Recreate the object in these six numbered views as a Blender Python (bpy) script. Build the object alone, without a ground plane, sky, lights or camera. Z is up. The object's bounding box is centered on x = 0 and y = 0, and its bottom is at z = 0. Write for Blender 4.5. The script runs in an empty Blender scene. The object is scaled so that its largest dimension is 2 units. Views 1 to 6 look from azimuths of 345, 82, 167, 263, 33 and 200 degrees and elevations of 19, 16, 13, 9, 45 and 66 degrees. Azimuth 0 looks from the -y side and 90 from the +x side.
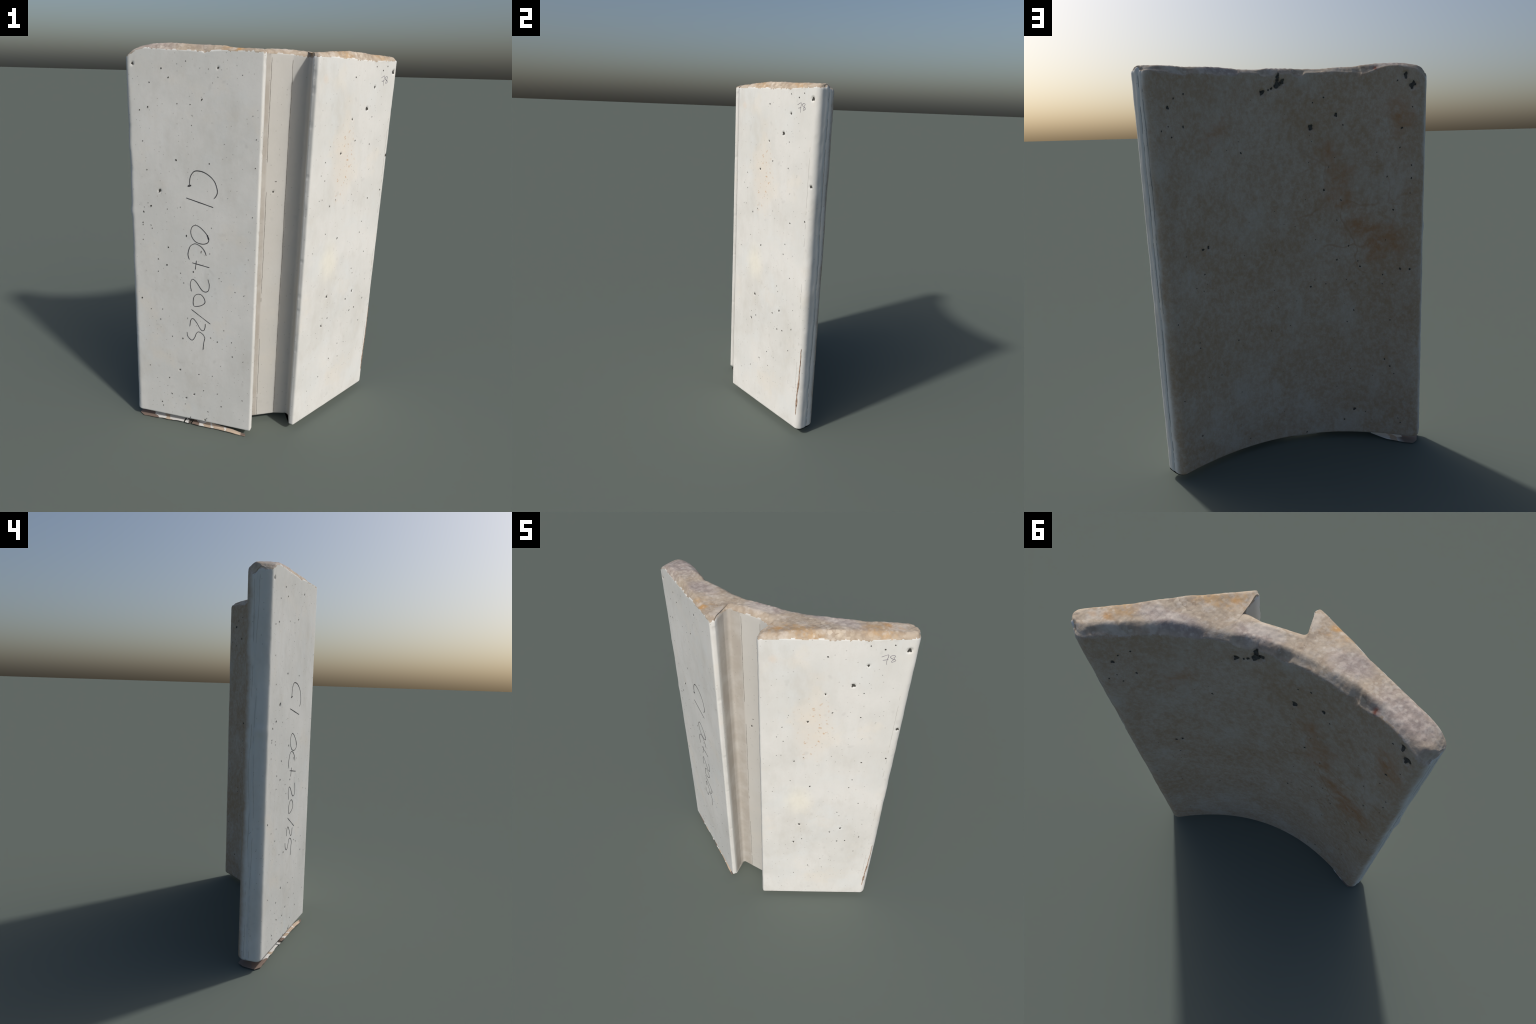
"""A precast concrete corner block: two flat panels set at an obtuse angle, a
dovetail channel between them, a hollow curved back and a broken top."""
import math
import bpy
import numpy as np
from mathutils.kdtree import KDTree

rng = np.random.default_rng(7)

# ------------------------------------------------------------------ frame
LEAN = 0.0135            # the block leans a little towards +x as it rises
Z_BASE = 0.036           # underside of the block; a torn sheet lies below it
LIP_A, CORNER_A = np.array((-0.1220, -0.2200)), np.array((-0.697, 0.119))
LIP_B, CORNER_B = np.array((0.1235, -0.2200)), np.array((0.7020, 0.1205))
BACK_A, BACK_B = np.array((-0.641, 0.2370)), np.array((0.632, 0.2312))
FLOOR_Y = -0.087


def back_y(x):
    return 0.029 + np.asarray(x) ** 2 / 1.975


# ------------------------------------------------------------------ noise
def lattice(ix, iy, iz, seed):
    h = (ix * 374761393 + iy * 668265263 + iz * 2147483647 + seed * 974711) & 0xFFFFFFFF
    h = ((h ^ (h >> 13)) * 1274126177) & 0xFFFFFFFF
    h = ((h ^ (h >> 16)) * 2246822519) & 0xFFFFFFFF
    return ((h ^ (h >> 15)) & 0xFFFF) / 32767.5 - 1.0


def noise(p, scale, seed=0):
    q = np.asarray(p) * scale + 1000.0
    i = np.floor(q).astype(np.int64)
    f = q - i
    f = f * f * (3 - 2 * f)
    out = 0
    for dx in (0, 1):
        for dy in (0, 1):
            for dz in (0, 1):
                w = (f[..., 0] if dx else 1 - f[..., 0]) * (f[..., 1] if dy else 1 - f[..., 1]) * (f[..., 2] if dz else 1 - f[..., 2])
                out = out + w * lattice(i[..., 0] + dx, i[..., 1] + dy, i[..., 2] + dz, seed)
    return out


def fbm(p, scale, octaves=3, seed=0):
    return sum(noise(p, scale * 2 ** k, seed + k) * 0.5 ** k for k in range(octaves))


def smooth(a, b, x):
    t = np.clip((x - a) / (b - a), 0, 1)
    return t * t * (3 - 2 * t)


# ------------------------------------------------------------------ section
def rounded(points, radii, steps=8):
    """Polyline through the points with its inner corners rounded."""
    pts = [np.array(p, float) for p in points]
    out = [pts[0]]
    for k in range(1, len(pts) - 1):
        p, r = pts[k], radii[k]
        if r <= 0:
            out.append(p)
            continue
        a, b = pts[k - 1] - p, pts[k + 1] - p
        a, b = a / np.linalg.norm(a), b / np.linalg.norm(b)
        half = math.acos(float(np.clip(a @ b, -1, 1))) / 2
        cut = r / math.tan(half)
        centre = p + (a + b) / np.linalg.norm(a + b) * r / math.sin(half)
        u, v = p + a * cut - centre, p + b * cut - centre
        turn = math.atan2(u[0] * v[1] - u[1] * v[0], u @ v)
        for s in np.linspace(0, 1, steps):
            c, sn = math.cos(turn * s), math.sin(turn * s)
            out.append(centre + np.array((u[0] * c - u[1] * sn, u[0] * sn + u[1] * c)))
    out.append(pts[-1])
    return np.array(out)


def arclength(p):
    return np.concatenate([[0], np.cumsum(np.linalg.norm(np.diff(p, axis=0), axis=1))])


def sample(p, s):
    a = arclength(p)
    return np.stack([np.interp(s * a[-1], a, p[:, k]) for k in range(2)], 1)


E0, E1 = 0.34, 0.62      # part of each end face that is straight
front_line = rounded(
    [CORNER_A + E0 * (BACK_A - CORNER_A), CORNER_A, LIP_A, (-0.1085, -0.2020), (-0.1250, -0.118), (-0.120, FLOOR_Y),
     (0.050, FLOOR_Y - 0.001), (0.1200, -0.1070), (0.1260, -0.130), (0.1055, -0.2020), LIP_B, CORNER_B,
     CORNER_B + E0 * (BACK_B - CORNER_B)],
    [0, 0.030, 0.009, 0.008, 0.014, 0.016, 0.02, 0.006, 0.010, 0.008, 0.009, 0.032, 0])
arc_x = np.concatenate([[BACK_A[0]], np.linspace(-0.585, 0.580, 88), [BACK_B[0]]])
arc = np.stack([arc_x, back_y(arc_x)], 1)
back_line = rounded([CORNER_A + E1 * (BACK_A - CORNER_A)] + list(arc) + [CORNER_B + E1 * (BACK_B - CORNER_B)],
                    [0, 0.042] + [0] * 88 + [0.042, 0])

NF, NT, NZ = 470, 30, 400
front = sample(front_line, np.linspace(0, 1, NF + 1))
step = np.diff(front, axis=0)
weight = np.maximum(step[:, 0], 0.12 * np.linalg.norm(step, axis=1))
share = np.concatenate([[0], np.cumsum(weight)])
back = sample(back_line, share / share[-1])
t = np.linspace(0, 1, NT + 1)
section = front[:, None] * (1 - t)[None, :, None] + back[:, None] * t[None, :, None]   # (NF+1, NT+1, 2)

# ------------------------------------------------------------------ broken top
FRONT_EDGE = [(-0.72, 1.925), (-0.685, 1.942), (-0.668, 1.963), (-0.638, 1.978), (-0.60, 1.981), (-0.46, 1.975), (-0.37, 1.971), (-0.27, 1.978),
              (-0.12, 1.977), (0.12, 1.966), (0.26, 1.963), (0.48, 1.958), (0.58, 1.961), (0.67, 1.964), (0.72, 1.958)]
CREST = [(-0.72, 1.930), (-0.685, 1.945), (-0.66, 1.972), (-0.61, 1.986), (-0.56, 1.995), (-0.49, 2.000), (-0.39, 1.996), (-0.28, 1.993),
         (-0.20, 1.987), (-0.12, 1.986), (0.0, 1.987), (0.07, 1.985), (0.17, 1.979), (0.23, 1.985), (0.31, 1.989), (0.42, 1.988),
         (0.52, 1.982), (0.62, 1.978), (0.67, 1.975), (0.72, 1.966)]
BACK_EDGE = [(-0.72, 1.915), (-0.655, 1.928), (-0.63, 1.948), (-0.60, 1.968), (-0.565, 1.980), (-0.52, 1.988), (-0.47, 1.987), (-0.42, 1.972),
             (-0.38, 1.962), (-0.33, 1.967), (-0.25, 1.973), (-0.16, 1.969), (0.04, 1.965), (0.19, 1.966), (0.30, 1.960), (0.50, 1.959),
             (0.62, 1.961), (0.66, 1.960), (0.72, 1.952)]


def along(table, x):
    a = np.array(table)
    return sum(np.interp(x + d, a[:, 0], a[:, 1]) for d in (-0.012, 0, 0.012)) / 3


def top_height(xy, t):
    x = xy[..., 0]
    f, c, b = along(FRONT_EDGE, x), along(CREST, x), along(BACK_EDGE, x)
    span = np.linalg.norm(xy[:, -1:] - xy[:, :1], axis=-1)
    df = t * span                                               # metres from the front arris
    db = np.minimum((1 - t) * span, np.maximum(0, (back_y(x) - xy[..., 1]) / np.sqrt(1 + x * x)))
    wf = np.clip(1 - df / 0.028, 0, 1) ** 1.7
    wb = np.clip(1 - db / 0.034, 0, 1) ** 1.6
    z = c + (f - c) * wf + (b - c) * wb
    p = np.concatenate([xy, np.zeros_like(x)[..., None]], -1)
    inner = smooth(0, 0.014, np.minimum(df, db))
    z = z + (0.0038 * fbm(p, 9, 2, 3) + 0.0018 * np.abs(fbm(p, 45, 3, 9))) * (0.35 + 0.65 * inner)
    # the rim on the hollow side is bitten away in scallops
    z = z - 0.010 * smooth(0.10, 0.70, fbm(p, 13, 2, 17)) * smooth(0.022, 0.0, db)
    # a shallow sunken bed across the wide arm, and a nick in the front edge
    z = z - 0.002 * np.exp(-((x - 0.33) / 0.10) ** 2 - ((t - 0.45) / 0.20) ** 2)
    z = z - 0.009 * np.exp(-((x - 0.116) / 0.024) ** 2 - ((xy[..., 1] + 0.160) / 0.050) ** 2)
    z = z - 0.005 * np.exp(-((x + 0.112) / 0.022) ** 2 - ((xy[..., 1] + 0.205) / 0.025) ** 2)
    z = z - 0.007 * np.exp(-((x + 0.358) / 0.012) ** 2) * (1 - smooth(0.0, 0.018, df))
    return z


cap_t = np.broadcast_to(t, section.shape[:2])
cap_z = top_height(section, cap_t)
# keep the highest grain at 2 m
cap_z = cap_z - max(0.0, cap_z.max() - 2.0)

# ring of boundary indices in the (NF+1) x (NT+1) grid: front, end, back, end
ring = [(i, 0) for i in range(NF)] + [(NF, k) for k in range(NT)] + [(i, NT) for i in range(NF, 0, -1)] + [(0, k) for k in range(NT, 0, -1)]
ring = np.array(ring)
R = len(ring)
ring_xy = section[ring[:, 0], ring[:, 1]]
tangent = np.roll(ring_xy, -1, 0) - np.roll(ring_xy, 1, 0)
tangent /= np.linalg.norm(tangent, axis=1)[:, None]
ring_n = np.stack([tangent[:, 1], -tangent[:, 0]], 1)         # outward
ring_top = cap_z[ring[:, 0], ring[:, 1]]

# ------------------------------------------------------------------ walls
lift = np.concatenate([np.linspace(0, 0.008, 7)[:-1], np.linspace(0.008, 0.982, NZ - 15), np.linspace(0.982, 1, 11)[1:]])
NZ = len(lift) - 1
W = np.empty((NZ + 1, R, 3))
W[..., :2] = ring_xy[None]
foot = Z_BASE + 0.008 * np.clip(-ring_xy[:, 0] / 0.69, 0, 1)      # the arm over the torn sheet is broken a little shorter
W[..., 2] = foot[None] + (ring_top - foot)[None] * lift[:, None]
base = W.copy()
x, y, z = base[..., 0], base[..., 1], base[..., 2]
push = 0.0011 * noise(base, 3.0, 21) + 0.00018 * noise(base, 25.0, 22) + 0.00012 * noise(base, 90.0, 23)

# end faces: where along the end (0 front corner, 1 back corner) each ring point sits
for corner, back_corner, side in ((CORNER_A, BACK_A, -1), (CORNER_B, BACK_B, 1)):
    d = back_corner - corner
    e = ((ring_xy - corner) @ d) / (d @ d)
    off = np.abs((ring_xy - corner) @ np.array((d[1], -d[0])) / np.linalg.norm(d))
    on = smooth(0.030, 0.006, off)[None] * smooth(-0.35, 0.10, e)[None]
    line = np.stack([np.zeros(NZ + 1), np.full(NZ + 1, side * 3.0), z.mean(1)], 1)
    seam = (0.56 + 0.05 * noise(line, 3.0, 40) + 0.035 * noise(line, 11.0, 41) + 0.02 * noise(line, 40.0, 44))[:, None]
    seam2 = (0.78 + 0.05 * noise(line, 4.0, 42) + 0.04 * noise(line, 14.0, 43))[:, None]
    rough = -0.0024 * np.exp(-((e[None] - seam) / 0.045) ** 2) + 0.0016 * np.exp(-((e[None] - seam + 0.13) / 0.08) ** 2)
    rough = rough - 0.0018 * np.exp(-((e[None] - seam2) / 0.05) ** 2) * smooth(0.6, 1.3, z)
    rough = rough + 0.0014 * fbm(base * np.array((1, 1, 0.7)), 14.0, 2, 50 + side)
    push = push + on * rough
# the end of the written arm flares a little towards its foot
push = push + 0.0035 * smooth(1.5, 0.2, z) * np.exp(-((x + 0.672) / 0.035) ** 2 - ((y - 0.175) / 0.06) ** 2)
# a lump of spilled concrete on one end and the ragged arrises of the lips
push = push + 0.007 * np.exp(-((x + 0.685) / 0.03) ** 2 - ((y - 0.150) / 0.032) ** 2 - ((z - 1.205) / 0.026) ** 2)
for tip in ((-0.1150, -0.204), (0.1120, -0.204)):
    near = np.exp(-((x - tip[0]) ** 2 + (y - tip[1]) ** 2) / 0.012 ** 2)
    q = np.stack([np.full_like(z, tip[0]), np.zeros_like(z), z], -1)
    push = push + near * (0.0006 * fbm(q, 18.0, 3, 60) - 0.0022 * smooth(0.45, 0.8, noise(q, 26.0, 65)))
for corner in (CORNER_A, CORNER_B, BACK_A, BACK_B):
    near = np.exp(-((x - corner[0]) ** 2 + (y - corner[1]) ** 2) / 0.022 ** 2)
    push = push + near * (0.0010 * fbm(base, 13.0, 3, 70) - 0.0015 * smooth(0.4, 0.8, noise(base, 24.0, 75)))
# every arris is worn round: a small radius below and in front, a wide uneven
# roll along the hollow side of the top, where the broken rim is scalloped
below = np.clip(1 - (z - foot[None]) / 0.009, 0, 1)
push = push - 0.008 * (1 - np.sqrt(1 - below ** 2))
hollow = smooth(-0.35, 0.35, ring_n[:, 1])
rim_q = np.concatenate([ring_xy, np.zeros((R, 1))], 1)
scallop = np.abs(fbm(rim_q, 11.0, 2, 81))
roll_h = 0.007 + hollow * (0.002 + 0.016 * scallop)
roll_w = 0.004 + hollow * (0.001 + 0.008 * scallop)
above = np.clip(1 - (ring_top[None] - z) / roll_h[None], 0, 1)
push = push - roll_w[None] * (1 - np.sqrt(1 - above ** 2)) + 0.0012 * above * noise(base, 50.0, 80)

W[..., 0] += push * ring_n[None, :, 0]
W[..., 1] += push * ring_n[None, :, 1]


# ------------------------------------------------------------------ places on the faces
def place(face, a, h):
    """Point (before the lean) and outward normal of a face at (along, height)."""
    if face == "back":
        n = np.array((a / 0.9875, -1.0))
        return np.array((a, float(back_y(a)), h)), -np.append(n / np.linalg.norm(n), 0)
    if face == "channel":
        return np.array((a, FLOOR_Y, h)), np.array((0, -1.0, 0))
    if face in ("end_a", "end_b"):
        corner, far = (CORNER_A, BACK_A) if face == "end_a" else (CORNER_B, BACK_B)
        d = (far - corner) / np.linalg.norm(far - corner)
        n = np.array((-d[1], d[0])) if face == "end_a" else np.array((d[1], -d[0]))
        return np.append(corner + d * a, h), np.append(n, 0)
    lip, corner = (LIP_A, CORNER_A) if face == "a" else (LIP_B, CORNER_B)
    d = (corner - lip) / np.linalg.norm(corner - lip)
    n = np.array((d[1], -d[0])) if face == "b" else np.array((-d[1], d[0]))
    return np.append(lip + d * a, h), np.append(n, 0)


# air holes left by the casting: (along the face, height, radius)
HOLES_A = [
    (0.627,1.906,0.0073), (0.211,1.896,0.0055), (0.483,1.889,0.0036), (0.449,1.85,0.0036), (0.286,1.76,0.0048), (0.555,1.718,0.0042),
    (0.598,1.703,0.003), (0.569,1.423,0.003), (0.504,1.325,0.0079), (0.552,1.245,0.0048), (0.592,1.212,0.0042), (0.599,1.156,0.0036),
    (0.599,1.145,0.003), (0.555,1.147,0.003), (0.549,1.131,0.003), (0.364,1.11,0.0048), (0.247,1.474,0.003), (0.416,1.48,0.0048),
    (0.462,1.04,0.0038), (0.519,0.971,0.0038), (0.472,0.945,0.0045), (0.521,0.904,0.0032), (0.328,0.924,0.0038), (0.397,0.909,0.0026),
    (0.19,0.907,0.0026), (0.618,0.742,0.0045), (0.568,0.685,0.0026), (0.501,0.693,0.0032), (0.514,0.633,0.0032), (0.448,0.543,0.0032),
    (0.387,0.54,0.0045), (0.194,0.55,0.0038), (0.11,0.478,0.0038), (0.407,0.345,0.0051), (0.296,0.338,0.0032), (0.468,0.285,0.0045),
    (0.455,0.186,0.0045), (0.371,0.173,0.0051), (0.324,0.206,0.0051), (0.19,0.236,0.0032), (0.049,0.223,0.0032), (0.515,0.122,0.0038),
    (0.508,0.099,0.0038), (0.167,0.16,0.0038), (0.243,0.112,0.0032), (0.346,0.054,0.0038), (0.26,0.053,0.0057),
]
HOLES_B = [
    (0.469,1.827,0.0072), (0.416,1.723,0.0096), (0.297,1.675,0.0056), (0.336,1.571,0.004), (0.469,1.544,0.0032), (0.226,1.515,0.0056),
    (0.649,1.469,0.0088), (0.623,1.282,0.0048), (0.169,1.258,0.004), (0.353,1.293,0.0024), (0.214,1.284,0.0032), (0.506,1.252,0.004),
    (0.474,1.125,0.0032), (0.462,1.066,0.0032), (0.257,1.073,0.0048), (0.418,0.864,0.0032), (0.432,0.834,0.0032), (0.526,0.941,0.0032),
    (0.213,0.752,0.0072), (0.449,0.721,0.0064), (0.39,0.687,0.0048), (0.563,0.644,0.0048), (0.184,0.587,0.0064), (0.439,0.602,0.0048),
    (0.485,0.608,0.004), (0.28,0.349,0.004), (0.194,0.265,0.004), (0.352,0.42,0.0032), (0.367,0.331,0.0032), (0.232,0.619,0.004),
    (0.546,0.504,0.0032), (0.629,1.901,0.0115), (0.528,1.907,0.0038), (0.566,1.928,0.0032), (0.294,1.872,0.0038),
]
HOLES_CHANNEL = [
    (-0.015,1.33,0.0056), (-0.131,1.225,0.0072), (-0.146,0.59,0.0096), (-0.004,1.38,0.0032), (-0.142,1.584,0.0032),
]
HOLES_BACK = [
    (0.55,1.802,0.0082), (0.523,1.841,0.0048), (0.478,1.86,0.0041), (0.488,1.72,0.0061), (0.623,1.703,0.0041), (0.544,1.677,0.0041),
    (0.223,1.595,0.0048), (-0.131,1.707,0.0136), (-0.253,1.764,0.0095), (-0.196,1.847,0.0041), (-0.143,1.823,0.0034), (-0.286,1.715,0.0041),
    (-0.546,1.693,0.0061), (-0.539,1.601,0.0034), (-0.526,1.911,0.0041), (-0.601,1.79,0.0034), (0.1,1.871,0.015), (0.055,1.89,0.0082),
    (0.024,1.911,0.0204), (0.023,1.945,0.0109), (0.0,1.92,0.0136), (-0.558,1.936,0.015), (-0.61,1.89,0.0238), (-0.354,1.956,0.0177),
    (-0.591,1.516,0.0039), (-0.539,1.601,0.0039), (-0.486,1.461,0.0045), (-0.44,1.58,0.0028), (-0.617,1.453,0.0045), (-0.19,1.399,0.0056),
    (-0.273,1.347,0.0045), (-0.514,1.296,0.005), (-0.252,1.244,0.0039), (-0.584,1.381,0.0033), (-0.308,1.11,0.0045), (-0.214,1.513,0.0028),
    (-0.481,1.142,0.0033), (0.411,1.161,0.0083), (0.44,1.155,0.0064), (0.44,1.034,0.0038), (0.45,0.953,0.0032), (0.484,0.974,0.0032),
    (0.289,0.66,0.0038), (0.488,0.672,0.0038), (0.489,0.7,0.0032), (0.62,0.822,0.0038), (0.599,0.429,0.0038), (0.511,0.204,0.0051),
    (0.39,0.497,0.0026), (0.455,0.505,0.0026), (-0.249,1.036,0.0051), (-0.546,0.992,0.0064), (-0.603,0.993,0.0057), (-0.469,0.959,0.0038),
    (-0.467,0.911,0.0038), (-0.191,0.909,0.0032), (-0.112,0.897,0.0057), (-0.331,0.762,0.0045), (-0.297,0.697,0.0032), (-0.504,0.713,0.0038),
    (-0.48,0.488,0.0051), (-0.505,0.449,0.0051), (-0.524,0.408,0.0038), (-0.331,0.183,0.0089), (-0.278,0.12,0.0051), (-0.387,0.169,0.0032),
    (-0.546,0.148,0.0038), (-0.558,0.123,0.0038), (-0.24,0.32,0.0032), (-0.069,0.055,0.0045), (-0.352,1.03,0.0038), (-0.362,1.0,0.0051),
]

holes = []
for face, table in (("a", HOLES_A), ("b", HOLES_B), ("channel", HOLES_CHANNEL), ("back", HOLES_BACK)):
    for a, h, r in table:
        if face == "back":                          # clear of the rounded arris
            a, r = float(np.clip(a, -0.588, 0.586)), min(r, 0.019)
        holes.append((face, a, h, r * 1.18))

chip_rims = {(-0.354, 1.956)}          # shallow clean chips, not dark inside
for face, count, lo, hi in (("a", 70, 0.02, 0.64), ("b", 40, 0.02, 0.64), ("back", 60, -0.56, 0.56)):
    for k in range(count):
        holes.append((face, float(rng.uniform(lo, hi)), float(rng.uniform(0.06, 1.93)), float(0.0016 + 0.0022 * rng.random() ** 2)))

flat = W.reshape(-1, 3)
bowls = []               # (centre, normal, radius, depth)
tree_order = np.argsort(flat[:, 2])
sorted_z = flat[tree_order, 2]
# a ragged hole under the rim, where several voids run together
for a, h, r in ((0.022, 1.930, 0.012), (0.011, 1.914, 0.012), (0.040, 1.899, 0.009), (0.030, 1.902, 0.010), (0.072, 1.884, 0.006), (0.108, 1.876, 0.009), (0.018, 1.958, 0.007)):
    holes.append(("back", a, h, r))

for face, a, h, r in holes:
    p, n = place(face, a, h)
    lo, hi = np.searchsorted(sorted_z, (h - 2 * r - 0.01, h + 2 * r + 0.01))
    idx = tree_order[lo:hi]
    near = idx[np.linalg.norm(flat[idx] - p, axis=1) < max(2 * r, 0.012)]
    if len(near):                                  # sit on the real, uneven face
        nearest = near[np.argmin(np.linalg.norm(flat[near] - p, axis=1))]
        p = p + n * float((flat[nearest] - p) @ n)
    depth = 0.0
    if r >= 0.006:
        depth = min(0.55 * r, 0.009)
        dist = np.linalg.norm(flat[near] - p, axis=1) / (1.15 * r)
        flat[near] -= n * (depth * np.clip(1 - dist ** 2, 0, 1))[:, None]
    if (a, h) not in chip_rims:
        bowls.append((p, n, r, depth))


def lean(v):
    v = np.array(v, float)
    v[..., 0] += LEAN * (v[..., 2] - 1.0)
    return v


# ------------------------------------------------------------------ whole body, then its regions
rim = np.empty((NF + 1, NT + 1, 2))
rim[ring[:, 0], ring[:, 1]] = W[NZ, :, :2]
section_top = rim[:, :1] * (1 - t)[None, :, None] + rim[:, -1:] * t[None, :, None]
cap = np.concatenate([section_top, cap_z[..., None]], -1)
cap_index = -np.ones((NF + 1, NT + 1), int)
cap_index[ring[:, 0], ring[:, 1]] = NZ * R + np.arange(R)
inner_cells = np.argwhere(cap_index < 0)
cap_index[inner_cells[:, 0], inner_cells[:, 1]] = (NZ + 1) * R + np.arange(len(inner_cells))
verts = lean(np.concatenate([flat, cap[inner_cells[:, 0], inner_cells[:, 1]]]))

j, i = np.meshgrid(np.arange(NZ), np.arange(R), indexing="ij")
i2 = (i + 1) % R
wall_faces = np.stack([j * R + i, j * R + i2, (j + 1) * R + i2, (j + 1) * R + i], -1).reshape(-1, 4)
wall_col = i.reshape(-1)
ci, ck = np.meshgrid(np.arange(NF), np.arange(NT), indexing="ij")
cap_faces = np.stack([cap_index[ci, ck], cap_index[ci + 1, ck], cap_index[ci + 1, ck + 1], cap_index[ci, ck + 1]], -1).reshape(-1, 4)


def mesh_from(name, v, f):
    m = bpy.data.meshes.new(name)
    m.vertices.add(len(v))
    m.vertices.foreach_set("co", np.asarray(v, np.float32).ravel())
    f = np.asarray(f, np.int32)
    m.loops.add(f.size)
    m.loops.foreach_set("vertex_index", f.ravel())
    m.polygons.add(len(f))
    m.polygons.foreach_set("loop_start", np.arange(len(f), dtype=np.int32) * f.shape[1])
    m.update(calc_edges=True)
    m.validate()
    return m


block = bpy.data.objects.new("concrete_block", None)
block["label"] = "Pale precast concrete corner block with dovetail channel and handwritten date"
block["category"] = "concrete block"
bpy.context.scene.collection.objects.link(block)


def part(name, mesh, material, kind=None):
    ob = bpy.data.objects.new(name, mesh)
    bpy.context.scene.collection.objects.link(ob)
    ob.parent = block
    mesh.materials.append(material)
    if kind:
        ob["kind"] = kind
    return ob


# ------------------------------------------------------------------ materials
class Nodes:
    def __init__(self, name):
        self.mat = bpy.data.materials.new(name)
        self.mat.use_nodes = True
        self.t = self.mat.node_tree
        self.bsdf = self.t.nodes["Principled BSDF"]
        self.bsdf.inputs["Specular IOR Level"].default_value = 0.25
        self.co = self.t.nodes.new("ShaderNodeTexCoord").outputs["Object"]

    def put(self, socket, value):
        if isinstance(value, bpy.types.NodeSocket):
            self.t.links.new(value, socket)
        elif isinstance(value, tuple) and len(value) == 3 and socket.type == "RGBA":
            socket.default_value = (*value, 1)
        else:
            socket.default_value = value

    def math(self, op, a, b=0.0, c=0.0):
        n = self.t.nodes.new("ShaderNodeMath")
        n.operation = op
        for s, v in zip(n.inputs, (a, b, c)):
            self.put(s, v)
        return n.outputs[0]

    def step(self, value, lo, hi):
        n = self.t.nodes.new("ShaderNodeMapRange")
        n.interpolation_type = "SMOOTHSTEP"
        for s, v in zip(n.inputs, (value, lo, hi, 0.0, 1.0)):
            self.put(s, v)
        return n.outputs[0]

    def mix(self, fac, a, b, mode="MIX"):
        n = self.t.nodes.new("ShaderNodeMix")
        n.data_type, n.blend_type = "RGBA", mode
        self.put(n.inputs[0], fac)
        self.put(n.inputs[6], a)
        self.put(n.inputs[7], b)
        return n.outputs[2]

    def mapped(self, loc=(0, 0, 0), scale=(1, 1, 1), rot=(0, 0, 0)):
        n = self.t.nodes.new("ShaderNodeMapping")
        n.inputs["Location"].default_value, n.inputs["Scale"].default_value, n.inputs["Rotation"].default_value = loc, scale, rot
        self.t.links.new(self.co, n.inputs["Vector"])
        return n.outputs[0]

    def noise(self, scale, detail=4.0, rough=0.6, vec=None):
        n = self.t.nodes.new("ShaderNodeTexNoise")
        n.inputs["Scale"].default_value, n.inputs["Detail"].default_value, n.inputs["Roughness"].default_value = scale, detail, rough
        self.t.links.new(vec or self.co, n.inputs["Vector"])
        return n.outputs["Fac"]

    def cells(self, scale, vec=None):
        n = self.t.nodes.new("ShaderNodeTexVoronoi")
        n.inputs["Scale"].default_value = scale
        self.t.links.new(vec or self.co, n.inputs["Vector"])
        s = self.t.nodes.new("ShaderNodeSeparateColor")
        self.t.links.new(n.outputs["Color"], s.inputs[0])
        return n.outputs["Distance"], s.outputs[0], s.outputs[1]

    def warped(self, scale, amount):
        turb = self.t.nodes.new("ShaderNodeTexNoise")
        turb.inputs["Scale"].default_value = scale
        self.t.links.new(self.co, turb.inputs["Vector"])
        add = self.t.nodes.new("ShaderNodeVectorMath")
        add.operation = "MULTIPLY_ADD"
        self.t.links.new(turb.outputs["Color"], add.inputs[0])
        add.inputs[1].default_value = (amount,) * 3
        self.t.links.new(self.co, add.inputs[2])
        return add.outputs[0]

    def blob(self, centre, size, soft=0.35, wobble=0.0, wobble_scale=9.0):
        """1 inside an ellipsoid about the centre, fading to 0, with a noisy rim."""
        c = tuple(-a / s for a, s in zip(centre, size))
        n = self.t.nodes.new("ShaderNodeVectorMath")
        n.operation = "LENGTH"
        self.t.links.new(self.mapped(c, tuple(1 / s for s in size)), n.inputs[0])
        d = n.outputs["Value"]
        if wobble:
            d = self.math("MULTIPLY_ADD", self.math("SUBTRACT", self.noise(wobble_scale), 0.5), wobble, d)
        return self.step(d, 1.0, 1.0 - soft)

    def bump(self, height, strength, distance):
        n = self.t.nodes.new("ShaderNodeBump")
        n.inputs["Strength"].default_value, n.inputs["Distance"].default_value = strength, distance
        self.t.links.new(height, n.inputs["Height"])
        self.t.links.new(n.outputs[0], self.bsdf.inputs["Normal"])

    def done(self, colour, rough=0.85):
        self.put(self.bsdf.inputs["Base Color"], colour)
        self.put(self.bsdf.inputs["Roughness"], rough)
        return self.mat


def at(face, a, h):
    return tuple(lean(place(face, a, h)[0]))


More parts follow.
